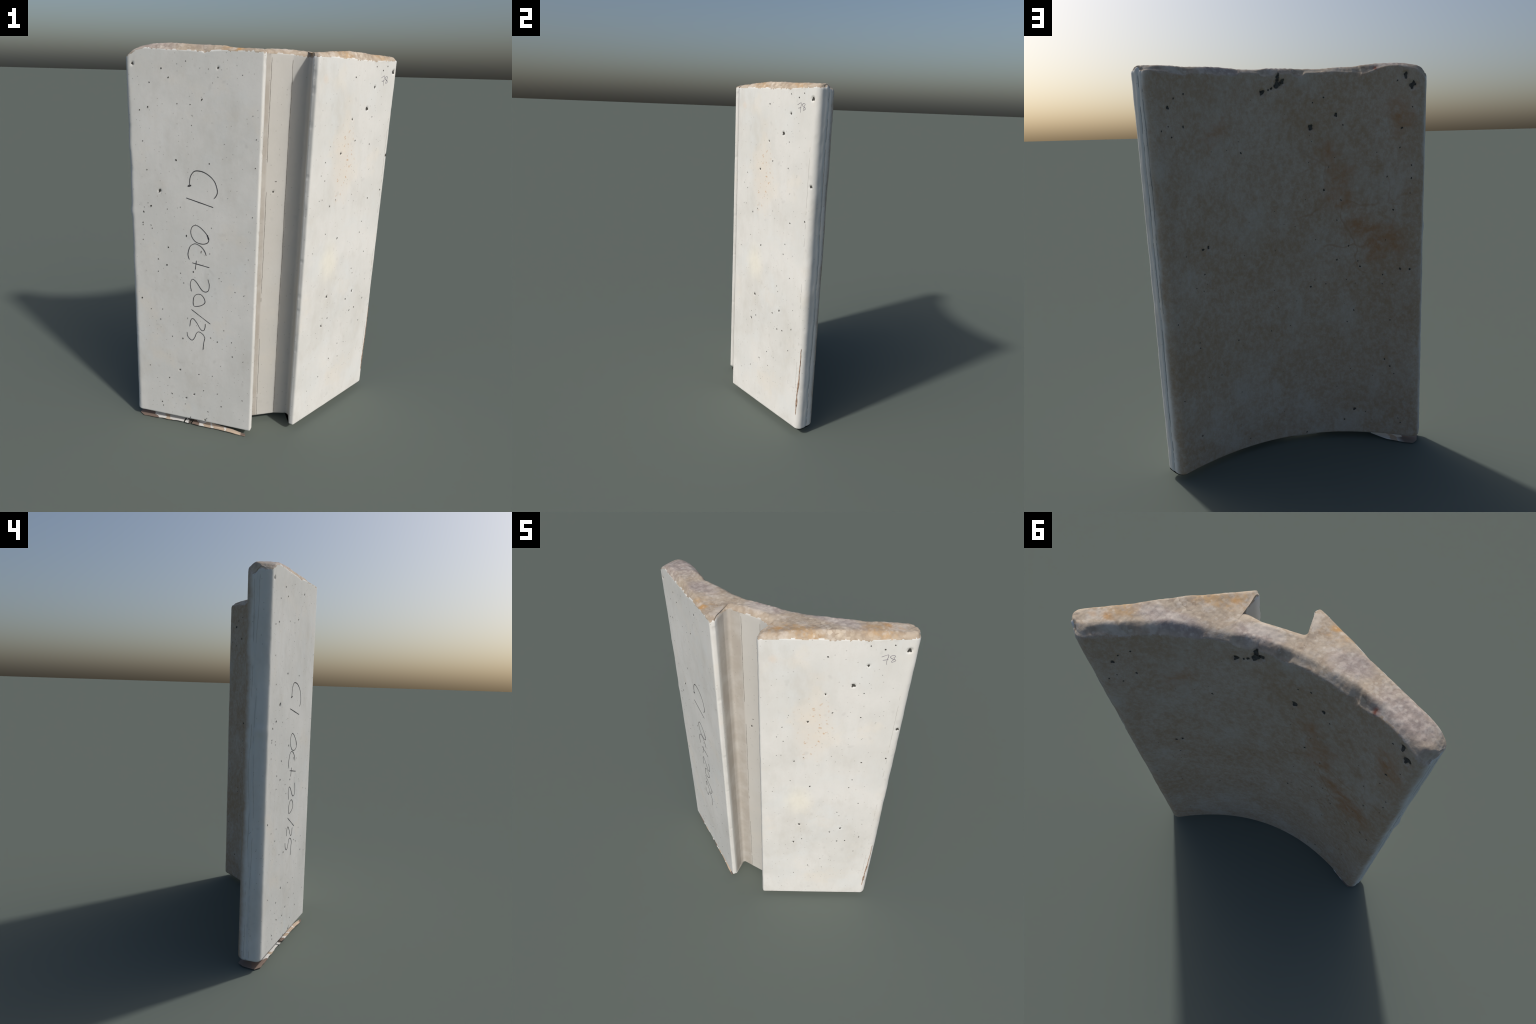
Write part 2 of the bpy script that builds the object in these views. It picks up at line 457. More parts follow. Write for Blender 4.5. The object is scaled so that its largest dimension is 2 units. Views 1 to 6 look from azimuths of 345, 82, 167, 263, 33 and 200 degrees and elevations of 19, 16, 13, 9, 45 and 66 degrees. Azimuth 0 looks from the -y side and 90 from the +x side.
def concrete(shade_tinted=False):
    n = Nodes("shade_tinted_concrete" if shade_tinted else "cast_concrete")
    cloud = n.step(n.noise(2.6, 5), 0.36, 0.66)
    col = n.mix(cloud, (0.640, 0.648, 0.632), (0.705, 0.708, 0.693))
    cool = n.step(n.noise(3.4, 4, vec=n.mapped((4, 2, 7))), 0.50, 0.72)
    col = n.mix(n.math("MULTIPLY", cool, 0.5), col, (0.655, 0.69, 0.70))
    warm = n.step(n.noise(4.2, 4, vec=n.mapped((1, 9, 3))), 0.54, 0.74)
    col = n.mix(n.math("MULTIPLY", warm, 0.40), col, (0.735, 0.685, 0.60))
    streak = n.step(n.noise(26, 4, vec=n.mapped((0, 0, 0), (1, 1, 0.22))), 0.42, 0.70)
    col = n.mix(n.math("MULTIPLY", streak, 0.16), col, (0.58, 0.57, 0.54), "MIX")
    fine = n.noise(150, 3)
    col = n.mix(n.math("MULTIPLY", n.step(fine, 0.52, 0.75), 0.22), col, (0.55, 0.54, 0.51))
    # rust freckles on one panel, each within a pale peach bloom
    rust_zone = n.blob(at("b", 0.25, 1.47), (0.13, 0.13, 0.26), 0.8, 0.5)
    col = n.mix(n.math("MULTIPLY", rust_zone, 0.28), col, (0.77, 0.67, 0.55))
    d, r1, r2 = n.cells(66, n.warped(30.0, 0.03))
    reach = n.math("MULTIPLY_ADD", n.math("POWER", r2, 2.0), 0.40, 0.12)
    freckle = n.math("MULTIPLY", n.step(n.math("DIVIDE", d, reach), 1.1, 0.6), n.math("GREATER_THAN", r1, 0.58))
    col = n.mix(n.math("MULTIPLY", n.math("MULTIPLY", freckle, rust_zone), 0.72), col, (0.52, 0.33, 0.18))
    col = n.mix(n.math("MULTIPLY", n.blob(at("b", 0.20, 0.95), (0.11, 0.11, 0.16), 0.9, 0.4), 0.5), col, (0.83, 0.79, 0.66))
    col = n.mix(n.math("MULTIPLY", n.blob(at("b", 0.06, 1.86), (0.03, 0.03, 0.03), 0.9, 0.5), 0.3), col, (0.74, 0.58, 0.45))
    if shade_tinted:
        # hollow face darkened brown for the scan's baked shade; film and mottle vary it
        shade_depth = n.step(n.noise(2.2, 5, 0.65, n.mapped((6, 1, 2))), 0.25, 0.62)
        mottle = n.step(n.noise(42, 8, 0.82, n.mapped((0, 0, 0), (1, 1, 0.8))), 0.33, 0.64)
        spl = n.t.nodes.new("ShaderNodeSeparateXYZ")
        n.t.links.new(n.co, spl.inputs[0])
        ex = n.math("SUBTRACT", spl.outputs[0], n.math("MULTIPLY", n.math("SUBTRACT", spl.outputs[2], 1.0), LEAN))
        hollow_y = n.math("MULTIPLY_ADD", n.math("MULTIPLY", ex, ex), 1 / 1.975, 0.029)
        ahead = n.math("ADD", n.math("SUBTRACT", spl.outputs[1], hollow_y), n.math("MULTIPLY", n.math("SUBTRACT", n.noise(12, 4), 0.5), 0.05))
        within = n.step(ahead, -0.062, -0.014)
        clean = col
        cover = n.math("MULTIPLY_ADD", shade_depth, 0.18, n.math("MULTIPLY_ADD", mottle, 0.28, 0.56))
        col = n.mix(cover, col, (0.362, 0.268, 0.182))
        # rust stains, and thin veins that branch out from them
        stain = None
        for a, h, s in ((-0.26, 1.46, 0.09), (-0.27, 1.34, 0.08), (-0.36, 1.19, 0.12), (-0.45, 1.12, 0.10), (-0.52, 1.14, 0.08), (-0.20, 1.58, 0.07),
                        (0.36, 1.69, 0.06), (-0.54, 1.75, 0.08)):
            b = n.blob(at("back", a, h), (s * 1.5, s * 1.5, s * 1.4), 1.0, 2.2, 8.0)
            stain = b if stain is None else n.math("MAXIMUM", stain, b)
        stain = n.math("MULTIPLY", stain, n.math("MULTIPLY_ADD", n.step(n.noise(28, 6, 0.7), 0.35, 0.62), 0.7, 0.3))
        col = n.mix(n.math("MULTIPLY", stain, 0.85), col, (0.36, 0.195, 0.095))
        vor = n.t.nodes.new("ShaderNodeTexVoronoi")
        vor.feature = "DISTANCE_TO_EDGE"
        vor.inputs["Scale"].default_value = 5.0
        n.t.links.new(n.warped(6.0, 0.18), vor.inputs["Vector"])
        vein = n.step(n.math("MULTIPLY_ADD", n.math("SUBTRACT", n.noise(40, 4), 0.5), 0.06, vor.outputs["Distance"]), 0.045, -0.005)
        zone = n.blob(at("back", -0.32, 1.30), (0.40, 0.40, 0.48), 0.6, 0.8, 6.0)
        vein = n.math("MULTIPLY", n.math("MULTIPLY", vein, zone), n.step(n.noise(8, 4), 0.38, 0.55))
        col = n.mix(n.math("MULTIPLY", vein, 0.7), col, (0.33, 0.215, 0.13))
    if shade_tinted:
        col = n.mix(within, clean, col)
    # brown band in the channel beside its deep corner
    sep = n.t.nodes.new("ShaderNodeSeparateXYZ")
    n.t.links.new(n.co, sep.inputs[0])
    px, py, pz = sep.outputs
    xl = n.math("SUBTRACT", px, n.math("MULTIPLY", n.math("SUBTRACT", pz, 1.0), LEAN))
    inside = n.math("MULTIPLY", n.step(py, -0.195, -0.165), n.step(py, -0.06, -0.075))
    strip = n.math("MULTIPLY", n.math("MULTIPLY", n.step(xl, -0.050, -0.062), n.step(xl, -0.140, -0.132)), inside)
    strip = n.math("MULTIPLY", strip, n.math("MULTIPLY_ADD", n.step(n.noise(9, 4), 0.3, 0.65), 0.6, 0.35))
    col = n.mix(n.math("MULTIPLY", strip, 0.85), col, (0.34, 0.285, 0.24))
    floor_occlusion = n.math("MULTIPLY", n.math("MULTIPLY", n.step(xl, -0.140, -0.132), n.step(xl, 0.16, 0.14)), inside)  # channel surfaces greyed to carry the recess's ambient occlusion
    col = n.mix(n.math("MULTIPLY", floor_occlusion, 0.55), col, (0.43, 0.415, 0.385))
    if shade_tinted:
        # drag lines across the back
        line_z = n.math("MULTIPLY_ADD", n.math("SUBTRACT", n.noise(3.0, 2), 0.5), 0.05, n.math("MULTIPLY_ADD", px, -0.01, 0.975))
        hair = n.step(n.math("ABSOLUTE", n.math("SUBTRACT", pz, line_z)), 0.006, 0.001)
        hair = n.math("MULTIPLY", hair, n.math("MULTIPLY", n.step(py, 0.0, 0.015), n.math("MULTIPLY", n.step(px, -0.34, -0.25), n.step(px, 0.40, 0.30))))
        col = n.mix(n.math("MULTIPLY", hair, 0.45), col, (0.40, 0.31, 0.24))
    # cloudy grey stains, drawn out a little along the height
    murk = n.step(n.noise(5.0, 7, 0.68, n.mapped((8, 3, 1), (1, 1, 0.6))), 0.47, 0.70)
    col = n.mix(n.math("MULTIPLY", murk, 0.38), col, (0.52, 0.51, 0.475))
    # pinholes too small to build
    d, r1, r2 = n.cells(48)
    pin = n.math("MULTIPLY", n.step(d, 0.16, 0.10), n.math("GREATER_THAN", r1, 0.6))
    col = n.mix(n.math("MULTIPLY", pin, 0.45), col, (0.27, 0.265, 0.25))
    d2, q1, q2 = n.cells(19, n.warped(9.0, 0.10))
    smudge = n.math("MULTIPLY", n.step(d2, 0.30, 0.08), n.math("GREATER_THAN", q1, 0.72))
    col = n.mix(n.math("MULTIPLY", smudge, 0.20), col, (0.42, 0.42, 0.41))
    n.bump(n.noise(140, 3), 0.10, 0.002)
    return n.done(col, 0.82)


def broken():
    n = Nodes("broken_aggregate")
    warp = n.mapped((0, 0, 0), (1, 1, 1.0), (0.3, 0.2, 0.5))
    d, r1, r2 = n.cells(58, warp)
    ramp = n.t.nodes.new("ShaderNodeValToRGB")
    el = ramp.color_ramp.elements
    el[0].position, el[0].color = 0.0, (0.26, 0.20, 0.15, 1)
    el[1].position, el[1].color = 1.0, (0.68, 0.61, 0.51, 1)
    for pos, c in ((0.3, (0.37, 0.30, 0.235, 1)), (0.55, (0.43, 0.355, 0.28, 1)), (0.8, (0.50, 0.43, 0.34, 1))):
        e = el.new(pos)
        e.color = c
    n.t.links.new(r1, ramp.inputs[0])
    soft = n.mix(n.step(n.noise(24, 5), 0.35, 0.65), (0.35, 0.285, 0.22), (0.47, 0.40, 0.32))
    col = n.mix(n.math("MULTIPLY_ADD", n.step(n.noise(5, 3), 0.48, 0.64), 0.45, 0.12), soft, ramp.outputs[0])
    mauve = None
    for c, s in (((-0.52, 0.09, 1.98), (0.17, 0.13, 0.1)), ((-0.30, -0.02, 1.98), (0.12, 0.08, 0.1)), ((0.35, 0.04, 1.98), (0.20, 0.06, 0.1)), ((0.05, -0.02, 1.98), (0.12, 0.06, 0.1))):
        b = n.blob(c, s, 0.7, 1.0, 10)
        mauve = b if mauve is None else n.math("MAXIMUM", mauve, b)
    col = n.mix(n.math("MULTIPLY", mauve, 0.75), col, n.mix(n.step(n.noise(45, 4), 0.4, 0.65), (0.31, 0.265, 0.255), (0.46, 0.405, 0.385)))
    ochre = None
    for c, s in (((0.27, -0.10, 1.98), (0.20, 0.06, 0.1)), ((0.55, 0.06, 1.98), (0.16, 0.06, 0.1)), ((-0.22, -0.13, 1.98), (0.11, 0.06, 0.1)), ((0.16, -0.14, 1.98), (0.06, 0.07, 0.1))):
        b = n.blob(c, s, 0.8, 1.1, 12)
        ochre = b if ochre is None else n.math("MAXIMUM", ochre, b)
    col = n.mix(n.math("MULTIPLY", ochre, n.math("MULTIPLY_ADD", n.step(n.noise(40, 5), 0.4, 0.6), 0.5, 0.15)), col, (0.47, 0.30, 0.14))
    for c, s in (((0.57, 0.11, 1.98), 0.040), ((0.62, 0.12, 1.98), 0.025), ((0.18, -0.13, 1.98), 0.03), ((-0.20, -0.15, 1.98), 0.03)):
        col = n.mix(n.math("MULTIPLY", n.blob(c, (s, s * 0.7, 0.06), 0.8, 1.2, 20), 0.65), col, (0.50, 0.27, 0.09))
    col = n.mix(n.math("MULTIPLY", n.blob((-0.428, 0.115, 1.975), (0.022, 0.022, 0.02), 0.8, 0.5, 20), 0.9), col, (0.20, 0.05, 0.03))
    worn = n.step(n.noise(13, 4, vec=n.mapped((5, 5, 5))), 0.52, 0.64)
    col = n.mix(n.math("MULTIPLY", worn, 0.45), col, (0.60, 0.555, 0.50))
    white = n.math("MULTIPLY", n.step(d, 0.45, 0.25), n.math("GREATER_THAN", r2, 0.86))
    col = n.mix(n.math("MULTIPLY", white, 0.2), col, (0.82, 0.77, 0.68))
    rim = n.step(d, 0.55, 0.85)
    col = n.mix(n.math("MULTIPLY", rim, 0.15), col, (0.28, 0.24, 0.20))
    n.bump(n.math("SUBTRACT", n.noise(45, 5), n.math("MULTIPLY", d, 0.25)), 0.35, 0.006)
    return n.done(col, 0.9)


def plain(name, a, b, scale, rough=0.8):
    n = Nodes(name)
    return n.done(n.mix(n.step(n.noise(scale, 4), 0.35, 0.65), a, b), rough)


def sheet_material():
    n = Nodes("torn_sheet_bands")
    sep = n.t.nodes.new("ShaderNodeSeparateXYZ")
    n.t.links.new(n.co, sep.inputs[0])
    k = n.math("MULTIPLY_ADD", n.math("SUBTRACT", n.noise(16, 4), 0.5), 0.11, sep.outputs[0])
    ramp = n.t.nodes.new("ShaderNodeValToRGB")
    ramp.color_ramp.interpolation = "CONSTANT"
    k = n.math("MULTIPLY_ADD", k, 1 / 0.56, 0.70 / 0.56)
    brown, white, tan, dark = (0.235, 0.175, 0.145, 1), (0.76, 0.75, 0.73, 1), (0.56, 0.45, 0.35, 1), (0.10, 0.085, 0.075, 1)  # brown has the block's cast shadow mixed in; dark paints the shadowed slit
    stops = [(0.0, brown), (0.155, white), (0.245, tan), (0.30, white), (0.475, dark), (0.50, brown), (0.555, white), (0.625, tan), (0.66, white),
             (0.69, tan), (0.80, white), (0.815, tan), (0.94, brown)]
    el = ramp.color_ramp.elements
    el[0].position, el[0].color = stops[0]
    el[1].position, el[1].color = stops[1]
    for p, c in stops[2:]:
        e = el.new(p)
        e.color = c
    n.t.links.new(k, ramp.inputs[0])
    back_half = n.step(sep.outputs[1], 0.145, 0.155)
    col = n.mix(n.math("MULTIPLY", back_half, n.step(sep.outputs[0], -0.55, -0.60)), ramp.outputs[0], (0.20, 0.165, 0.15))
    return n.done(col, 0.6)


CONCRETE, SHADE_TINTED, BROKEN = concrete(), concrete(True), broken()
VOID = plain("dark_hole_lining", (0.050, 0.050, 0.047), (0.085, 0.082, 0.075), 90, 0.95)
INK = plain("marker_ink", (0.035, 0.035, 0.040), (0.085, 0.085, 0.090), 60, 0.7)
PENCIL = plain("pen_ink", (0.14, 0.13, 0.17), (0.22, 0.21, 0.25), 80, 0.7)
WEAR = plain("grey_seam", (0.22, 0.22, 0.21), (0.40, 0.39, 0.37), 30, 0.95)
FAINT = plain("faint_seam", (0.40, 0.40, 0.39), (0.52, 0.51, 0.49), 40, 0.9)
SEAM = plain("seam_grime", (0.13, 0.12, 0.11), (0.30, 0.28, 0.25), 40, 0.95)
CRACK = plain("rusty_crack", (0.20, 0.13, 0.09), (0.46, 0.34, 0.26), 55, 0.95)

# ------------------------------------------------------------------ split the body by region
whole = mesh_from("whole_body", verts, np.concatenate([wall_faces, cap_faces]))
normals = np.empty(len(verts) * 3, np.float32)
whole.vertices.foreach_get("normal", normals)
normals = normals.reshape(-1, 3)
bpy.data.meshes.remove(whole)

mid = (ring_xy + np.roll(ring_xy, -1, 0)) / 2
col_index = np.arange(R)
is_front = col_index < NF
is_back = (col_index >= NF + NT) & (col_index < NF + NT + NF)
end_a = ((mid - CORNER_A) @ (BACK_A - CORNER_A)) / np.sum((BACK_A - CORNER_A) ** 2)
end_b = ((mid - CORNER_B) @ (BACK_B - CORNER_B)) / np.sum((BACK_B - CORNER_B) ** 2)
off_a = np.abs((mid - CORNER_A) @ np.array((0.898, -0.44)))
off_b = np.abs((mid - CORNER_B) @ np.array((0.839, 0.543)))
region = np.full(R, "curved_back", dtype=object)
region[is_front & (mid[:, 0] < -0.1225)] = "panel"
region[is_front & (mid[:, 0] < -0.11) & (mid[:, 1] < -0.2135)] = "panel"
region[is_front & (mid[:, 0] > 0.1365)] = "panel.001"
region[is_front & (mid[:, 0] > 0.10) & (mid[:, 1] < -0.2135)] = "panel.001"
region[is_front & (mid[:, 0] < -0.11) & (mid[:, 0] > -0.14) & (mid[:, 1] > -0.195)] = "channel"
region[is_front & (region == "curved_back")] = "channel"
region[(off_a < 0.012) & (mid[:, 0] < -0.6)] = "side_edge"
region[(off_b < 0.012) & (mid[:, 0] > 0.6)] = "side_edge.001"


def body_part(name, faces, material):
    used, inverse = np.unique(faces, return_inverse=True)
    m = mesh_from(name, verts[used], inverse.reshape(faces.shape))
    m.polygons.foreach_set("use_smooth", np.ones(len(faces), bool))
    m.normals_split_custom_set_from_vertices(normals[used].tolist())
    return part(name, m, material)


# the fracture bites unevenly into the top of the cast faces
centre = verts[wall_faces].mean(1)
depth_below = ring_top[wall_col] - centre[:, 2]
bite = 0.0045 + 0.0060 * noise(centre, 34, 85) + 0.004 * noise(centre, 110, 86)
torn = depth_below < np.maximum(bite, 0.0006)
wall_region = region[wall_col]
wall_region[torn] = "broken_top"

for name in ("panel", "panel.001", "channel", "curved_back", "side_edge", "side_edge.001"):
    body_part(name, wall_faces[wall_region == name], SHADE_TINTED if name in ("curved_back", "side_edge", "side_edge.001") else CONCRETE)
body_part("broken_top", np.concatenate([cap_faces, wall_faces[torn]]), BROKEN)
low = lean(np.concatenate([section, Z_BASE + 0.008 * np.clip(-section[..., :1] / 0.69, 0, 1)], -1)).reshape(-1, 3)
gi = (ci * (NT + 1) + ck)
low_faces = np.stack([gi, gi + 1, gi + NT + 2, gi + NT + 1], -1).reshape(-1, 4)
ring_flat = ring[:, 0] * (NT + 1) + ring[:, 1]
low[ring_flat] = verts[:R]
part("underside", mesh_from("underside", low, low_faces), CONCRETE)

# ------------------------------------------------------------------ dark linings of the air holes
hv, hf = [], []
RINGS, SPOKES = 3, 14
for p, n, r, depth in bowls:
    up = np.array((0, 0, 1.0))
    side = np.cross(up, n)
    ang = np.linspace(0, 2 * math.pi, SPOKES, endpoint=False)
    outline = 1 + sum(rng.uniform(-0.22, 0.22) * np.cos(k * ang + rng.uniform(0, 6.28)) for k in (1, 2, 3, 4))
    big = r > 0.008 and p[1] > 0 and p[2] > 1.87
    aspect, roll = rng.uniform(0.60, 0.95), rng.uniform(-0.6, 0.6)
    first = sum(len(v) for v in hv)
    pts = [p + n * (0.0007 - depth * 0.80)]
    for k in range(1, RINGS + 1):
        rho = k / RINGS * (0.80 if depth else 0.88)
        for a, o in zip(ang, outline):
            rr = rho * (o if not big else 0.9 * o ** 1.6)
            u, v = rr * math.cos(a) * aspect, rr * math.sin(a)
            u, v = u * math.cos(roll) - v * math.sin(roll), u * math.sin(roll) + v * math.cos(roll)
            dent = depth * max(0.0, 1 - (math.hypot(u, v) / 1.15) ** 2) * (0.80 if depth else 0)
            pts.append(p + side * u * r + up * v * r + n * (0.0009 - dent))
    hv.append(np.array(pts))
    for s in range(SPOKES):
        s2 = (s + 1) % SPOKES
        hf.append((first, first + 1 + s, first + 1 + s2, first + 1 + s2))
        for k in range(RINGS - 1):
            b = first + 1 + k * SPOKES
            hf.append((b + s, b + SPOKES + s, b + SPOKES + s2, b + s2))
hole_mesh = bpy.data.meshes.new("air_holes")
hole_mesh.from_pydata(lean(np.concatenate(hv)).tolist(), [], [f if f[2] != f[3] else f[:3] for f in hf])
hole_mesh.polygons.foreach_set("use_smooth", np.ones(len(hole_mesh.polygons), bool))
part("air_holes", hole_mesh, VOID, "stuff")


# ------------------------------------------------------------------ strokes: ink, seams, crack
def curve_through(points, spacing=0.004):
    """Catmull-Rom curve through the points."""
    p = np.array(points, float)
    if len(p) == 2:
        return p[0] + (p[1] - p[0]) * np.linspace(0, 1, max(4, int(np.linalg.norm(p[1] - p[0]) / spacing)))[:, None]
    closed = np.allclose(p[0], p[-1])
    ext = np.vstack([p[-2] if closed else 2 * p[0] - p[1], p, p[1] if closed else 2 * p[-1] - p[-2]])
    out = []
    for k in range(1, len(ext) - 2):
        a, b, c, d = ext[k - 1:k + 3]
        m = max(3, int(np.linalg.norm(c - b) / spacing) + 1)
        for s in np.linspace(0, 1, m, endpoint=False):
            out.append(0.5 * (2 * b + (c - a) * s + (2 * a - 5 * b + 4 * c - d) * s * s + (3 * b - a - 3 * c + d) * s ** 3))
    out.append(p[-1])
    return np.array(out)


tree = KDTree(len(flat))
for k, co in enumerate(flat):
    tree.insert(co, k)
tree.balance()


def on_surface(face, a, h):
    """Place on a face, moved to where the uneven concrete really is."""
    p, n = place(face, a, h)
    found = [co for co, _, d in tree.find_n(p, 4) if d < 0.02]
    if found:
        p = p + n * float(np.mean([(np.array(co) - p) @ n for co in found]))
    return p, n


def bead(face, line, widths, raise_by=0.0012, sink=0.001):
    """A low rounded bead of the given half widths laid along a line on a face."""
    tang = np.gradient(line, axis=0)
    tang /= np.linalg.norm(tang, axis=1)[:, None] + 1e-9
    across = np.stack([-tang[:, 1], tang[:, 0]], 1)
    v, f = [], []
    prof = [(-1, -sink), (-0.75, raise_by * 0.75), (0, raise_by), (0.75, raise_by * 0.75), (1, -sink)]
    for q, ac, w in zip(line, across, widths):
        for o, h in prof:
            p, n = on_surface(face, *(q + ac * o * w))
            v.append(p + n * h)
    K = len(prof)
    for s in range(len(line) - 1):
        for k in range(K - 1):
            f.append((s * K + k, s * K + k + 1, (s + 1) * K + k + 1, (s + 1) * K + k))
    return np.array(v), f


def strokes(name, pieces, material):
    v, f, base_i = [], [], 0
    for pv, pf in pieces:
        v.append(pv)
        f += [tuple(k + base_i for k in q) for q in pf]
        base_i += len(pv)
    m = bpy.data.meshes.new(name)
    m.from_pydata(lean(np.concatenate(v)).tolist(), [], f)
    m.polygons.foreach_set("use_smooth", np.ones(len(f), bool))
    return part(name, m, material)


def pen(face, points, width):
    line = curve_through(points)
    u = np.linspace(0, 1, len(line))
    w = width * (0.86 + 0.12 * np.sin(u * 9 + len(line))) * np.minimum(1, 0.7 + 8 * np.minimum(u, 1 - u))
    return bead(face, line, w)


# the handwritten date, reading downwards: (along the panel, height) of each stroke
DATE = [
    [(0.222, 1.31), (0.211, 1.324), (0.205, 1.344), (0.211, 1.372), (0.224, 1.397), (0.25, 1.42), (0.281, 1.434), (0.315, 1.436), (0.333, 1.423), (0.344, 1.4), (0.347, 1.367)],
    [(0.356, 1.36), (0.338, 1.365)],
    [(0.364, 1.302), (0.225, 1.267)],
    [(0.318, 1.169), (0.334, 1.159), (0.341, 1.134), (0.334, 1.107), (0.315, 1.085), (0.282, 1.077), (0.254, 1.085), (0.246, 1.106), (0.258, 1.129), (0.279, 1.151), (0.3, 1.166), (0.318, 1.169)],
    [(0.255, 1.127), (0.247, 1.103)],
    [(0.259, 1.019), (0.268, 1.041), (0.286, 1.062), (0.311, 1.074), (0.329, 1.071), (0.345, 1.057), (0.354, 1.031), (0.356, 1.01), (0.349, 0.988)],
    [(0.334, 0.973), (0.242, 0.958)],
    [(0.311, 0.987), (0.317, 0.939)],
    [(0.249, 0.894), (0.242, 0.866), (0.245, 0.836), (0.259, 0.824), (0.281, 0.831), (0.311, 0.871), (0.331, 0.885), (0.34, 0.874), (0.344, 0.852), (0.338, 0.817)],
    [(0.325, 0.739), (0.329, 0.757), (0.324, 0.788), (0.307, 0.805), (0.285, 0.805), (0.268, 0.785), (0.265, 0.763), (0.285, 0.745), (0.314, 0.736), (0.325, 0.739)],
    [(0.339, 0.716), (0.234, 0.648)],
    [(0.261, 0.645), (0.264, 0.618), (0.273, 0.603), (0.288, 0.61), (0.31, 0.645), (0.329, 0.664), (0.342, 0.654), (0.348, 0.617)],
    [(0.364, 0.582), (0.358, 0.555), (0.337, 0.538), (0.322, 0.553), (0.31, 0.583), (0.295, 0.593), (0.273, 0.58), (0.263, 0.562)],
    [(0.263, 0.562), (0.269, 0.535), (0.274, 0.49)],
    [(0.431, 1.341), (0.412, 1.348), (0.388, 1.351)],
]
DATE_WIDTH = [0.0027, 0.0060, 0.0027, 0.0024, 0.0045, 0.0024, 0.0026, 0.0024, 0.0023, 0.0024, 0.0021, 0.0023, 0.0023, 0.0024]
pieces = [pen("a", s, w) for s, w in zip(DATE, DATE_WIDTH)]
dot = [(0.326 + 0.004 * math.cos(k), 0.924 + 0.004 * math.sin(k)) for k in (0, 1.6)]
pieces.append(pen("a", dot, 0.004))
strokes("handwritten_date", pieces, INK)
NUMBER = [
    [(0.517, 1.871), (0.545, 1.881), (0.542, 1.855), (0.542, 1.834)],
    [(0.524, 1.855), (0.547, 1.858)],
    [(0.574, 1.876), (0.562, 1.878), (0.553, 1.871), (0.563, 1.862), (0.578, 1.856), (0.576, 1.85), (0.564, 1.845), (0.562, 1.85), (0.57, 1.859), (0.572, 1.869), (0.574, 1.876)],
]
strokes("handwritten_number", [pen("b", s, 0.0013) for s in NUMBER], PENCIL)


def broken_line(face, a, z0, z1, width, keep, seed, wander=0.0015):
    """A vertical line left by the mould, with gaps."""
    out = []
    zz = np.arange(z0, z1, 0.006)
    q = np.stack([np.full_like(zz, a * 7), np.full_like(zz, seed), zz], 1)
    show = noise(q, 7.0, seed) + 0.6 * noise(q, 40.0, seed + 1) > keep
    xs = a + wander * noise(q, 5.0, seed + 2) + 0.0006 * noise(q, 60.0, seed + 3)
    w = width * (0.7 + 0.5 * np.abs(noise(q, 30.0, seed + 4)))
    start = None
    for k in range(len(zz) + 1):
        if k < len(zz) and show[k]:
            start = k if start is None else start
        elif start is not None:
            if k - start >= 3:
                seg = slice(start, k)
                ww = w[seg].copy()
                ww[0] *= 0.3
                ww[-1] *= 0.3
                out.append(bead(face, np.stack([xs[seg], zz[seg]], 1), ww, 0.0010))
            start = None
    return out


strokes("mould_seam", broken_line("channel", -0.052, 0.04, 1.95, 0.0011, -0.35, 101) + broken_line("channel", 0.049, 0.05, 1.945, 0.0014, -0.9, 111)
, SEAM)
strokes("mould_seam", broken_line("b", 0.629, 0.30, 1.70, 0.0008, 0.10, 121), FAINT)

end_lines = broken_line("end_b", 0.072, 0.05, 1.94, 0.0010, -0.55, 161, 0.006) + broken_line("end_b", 0.096, 0.75, 1.93, 0.0009, -0.1, 171, 0.006)
worn_lines = broken_line("end_a", 0.058, 0.06, 1.92, 0.0010, -0.5, 181, 0.007) + broken_line("end_a", 0.080, 0.06, 1.90, 0.0010, -0.2, 191, 0.008)
strokes("mould_seam", end_lines, WEAR)
strokes("mould_seam", worn_lines, FAINT)

# rusty crack up the outer corner of one panel
cz = np.arange(0.13, 0.56, 0.006)
cq = np.stack([cz * 0, cz * 0, cz], 1)
crack_line = np.stack([np.interp(cz, (0.13, 0.21, 0.34, 0.43, 0.56), (0.640, 0.643, 0.649, 0.653, 0.655)) + 0.0015 * noise(cq, 30, 131), cz], 1)
crack_w = (0.0045 * smooth(0.56, 0.20, cz) + 0.0012) * (0.8 + 0.5 * noise(cq, 45, 132)) * smooth(0.12, 0.15, cz) + 0.0004
strokes("edge_crack", [bead("b", crack_line, crack_w, 0.0022, 0.004)], CRACK)

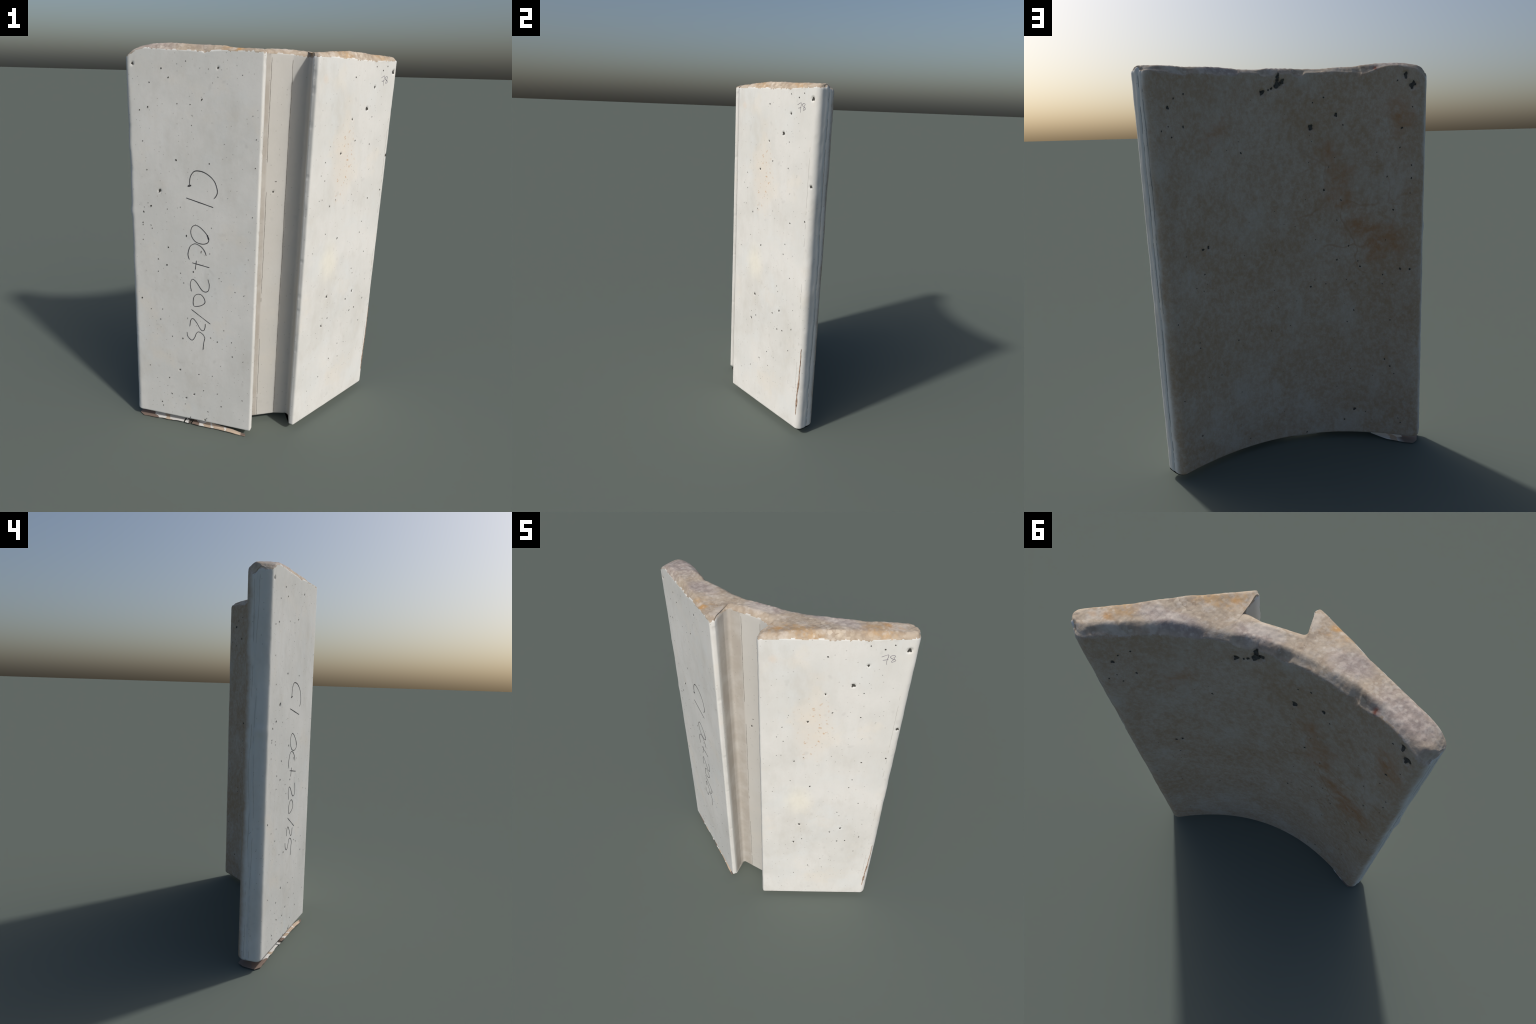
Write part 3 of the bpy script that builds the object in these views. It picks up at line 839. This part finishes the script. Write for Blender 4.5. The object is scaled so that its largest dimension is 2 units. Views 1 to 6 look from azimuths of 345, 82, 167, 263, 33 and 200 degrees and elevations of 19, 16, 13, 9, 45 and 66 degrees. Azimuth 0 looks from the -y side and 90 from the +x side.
# ------------------------------------------------------------------ torn sheet under one arm
outer = np.array([(-0.697, 0.140), (-0.680, 0.107), (-0.610, 0.064), (-0.463, -0.024), (-0.413, -0.055), (-0.261, -0.146), (-0.160, -0.206)])
inner = np.array([(-0.665, 0.198), (-0.634, 0.217), (-0.597, 0.199), (-0.512, 0.148), (-0.430, 0.060), (-0.300, -0.090), (-0.156, -0.203)])
SU, SV = 150, 14
oa, ia = arclength(outer), arclength(inner)
su = np.linspace(0, 1, SU + 1)
fo = np.stack([np.interp(su * oa[-1], oa, outer[:, k]) for k in range(2)], 1)
fi = np.stack([np.interp(su * ia[-1], ia, inner[:, k]) for k in range(2)], 1)
fo[:, 1] += 0.0025 * noise(np.stack([fo[:, 0], fo[:, 0] * 0, fo[:, 0] * 0], 1), 38, 140)
fo[:, 1] += 0.005 * np.sin(np.pi * su)
sv = np.linspace(0, 1, SV + 1)
grid = fo[:, None] * (1 - sv)[None, :, None] + fi[:, None] * sv[None, :, None]
THICK = 0.003
gp = np.concatenate([grid, np.zeros(grid.shape[:2] + (1,))], -1)
gz = THICK + 0.0025 + 0.0025 * fbm(gp, 9, 2, 150) + 0.010 * smooth(0.55, 1.0, sv)[None] * smooth(0.15, 0.5, su)[:, None]
gz = np.maximum(gz - gz.min(), 0) + THICK + 0.005 * np.sin(np.pi * su)[:, None]
for number, (u0, u1) in enumerate(((0, 66), (68, 76), (78, SU))):
    rows = range(u0, u1 + 1)
    v, f = [], []
    for layer in (0, 1):
        for a in rows:
            shift = 3 if (u0 > 0 or u1 < SU) else 0
            for b in range(SV + 1):
                v.append((grid[a, b, 0], grid[a, b, 1], gz[a, b] - layer * THICK))
    n_row = u1 - u0 + 1
    lay = n_row * (SV + 1)

    def vid(layer, a, b):
        return layer * lay + a * (SV + 1) + b
    for a in range(n_row - 1):
        for b in range(SV):
            f.append((vid(0, a, b), vid(0, a + 1, b), vid(0, a + 1, b + 1), vid(0, a, b + 1)))
            f.append((vid(1, a, b), vid(1, a, b + 1), vid(1, a + 1, b + 1), vid(1, a + 1, b)))
        for b in (0, SV):
            q = (vid(0, a, b), vid(1, a, b), vid(1, a + 1, b), vid(0, a + 1, b))
            f.append(q if b == 0 else q[::-1])
    for b in range(SV):
        for a in (0, n_row - 1):
            q = (vid(0, a, b), vid(0, a, b + 1), vid(1, a, b + 1), vid(1, a, b))
            f.append(q if a == 0 else q[::-1])
    m = bpy.data.meshes.new("torn_sheet")
    m.from_pydata(v, [], f)
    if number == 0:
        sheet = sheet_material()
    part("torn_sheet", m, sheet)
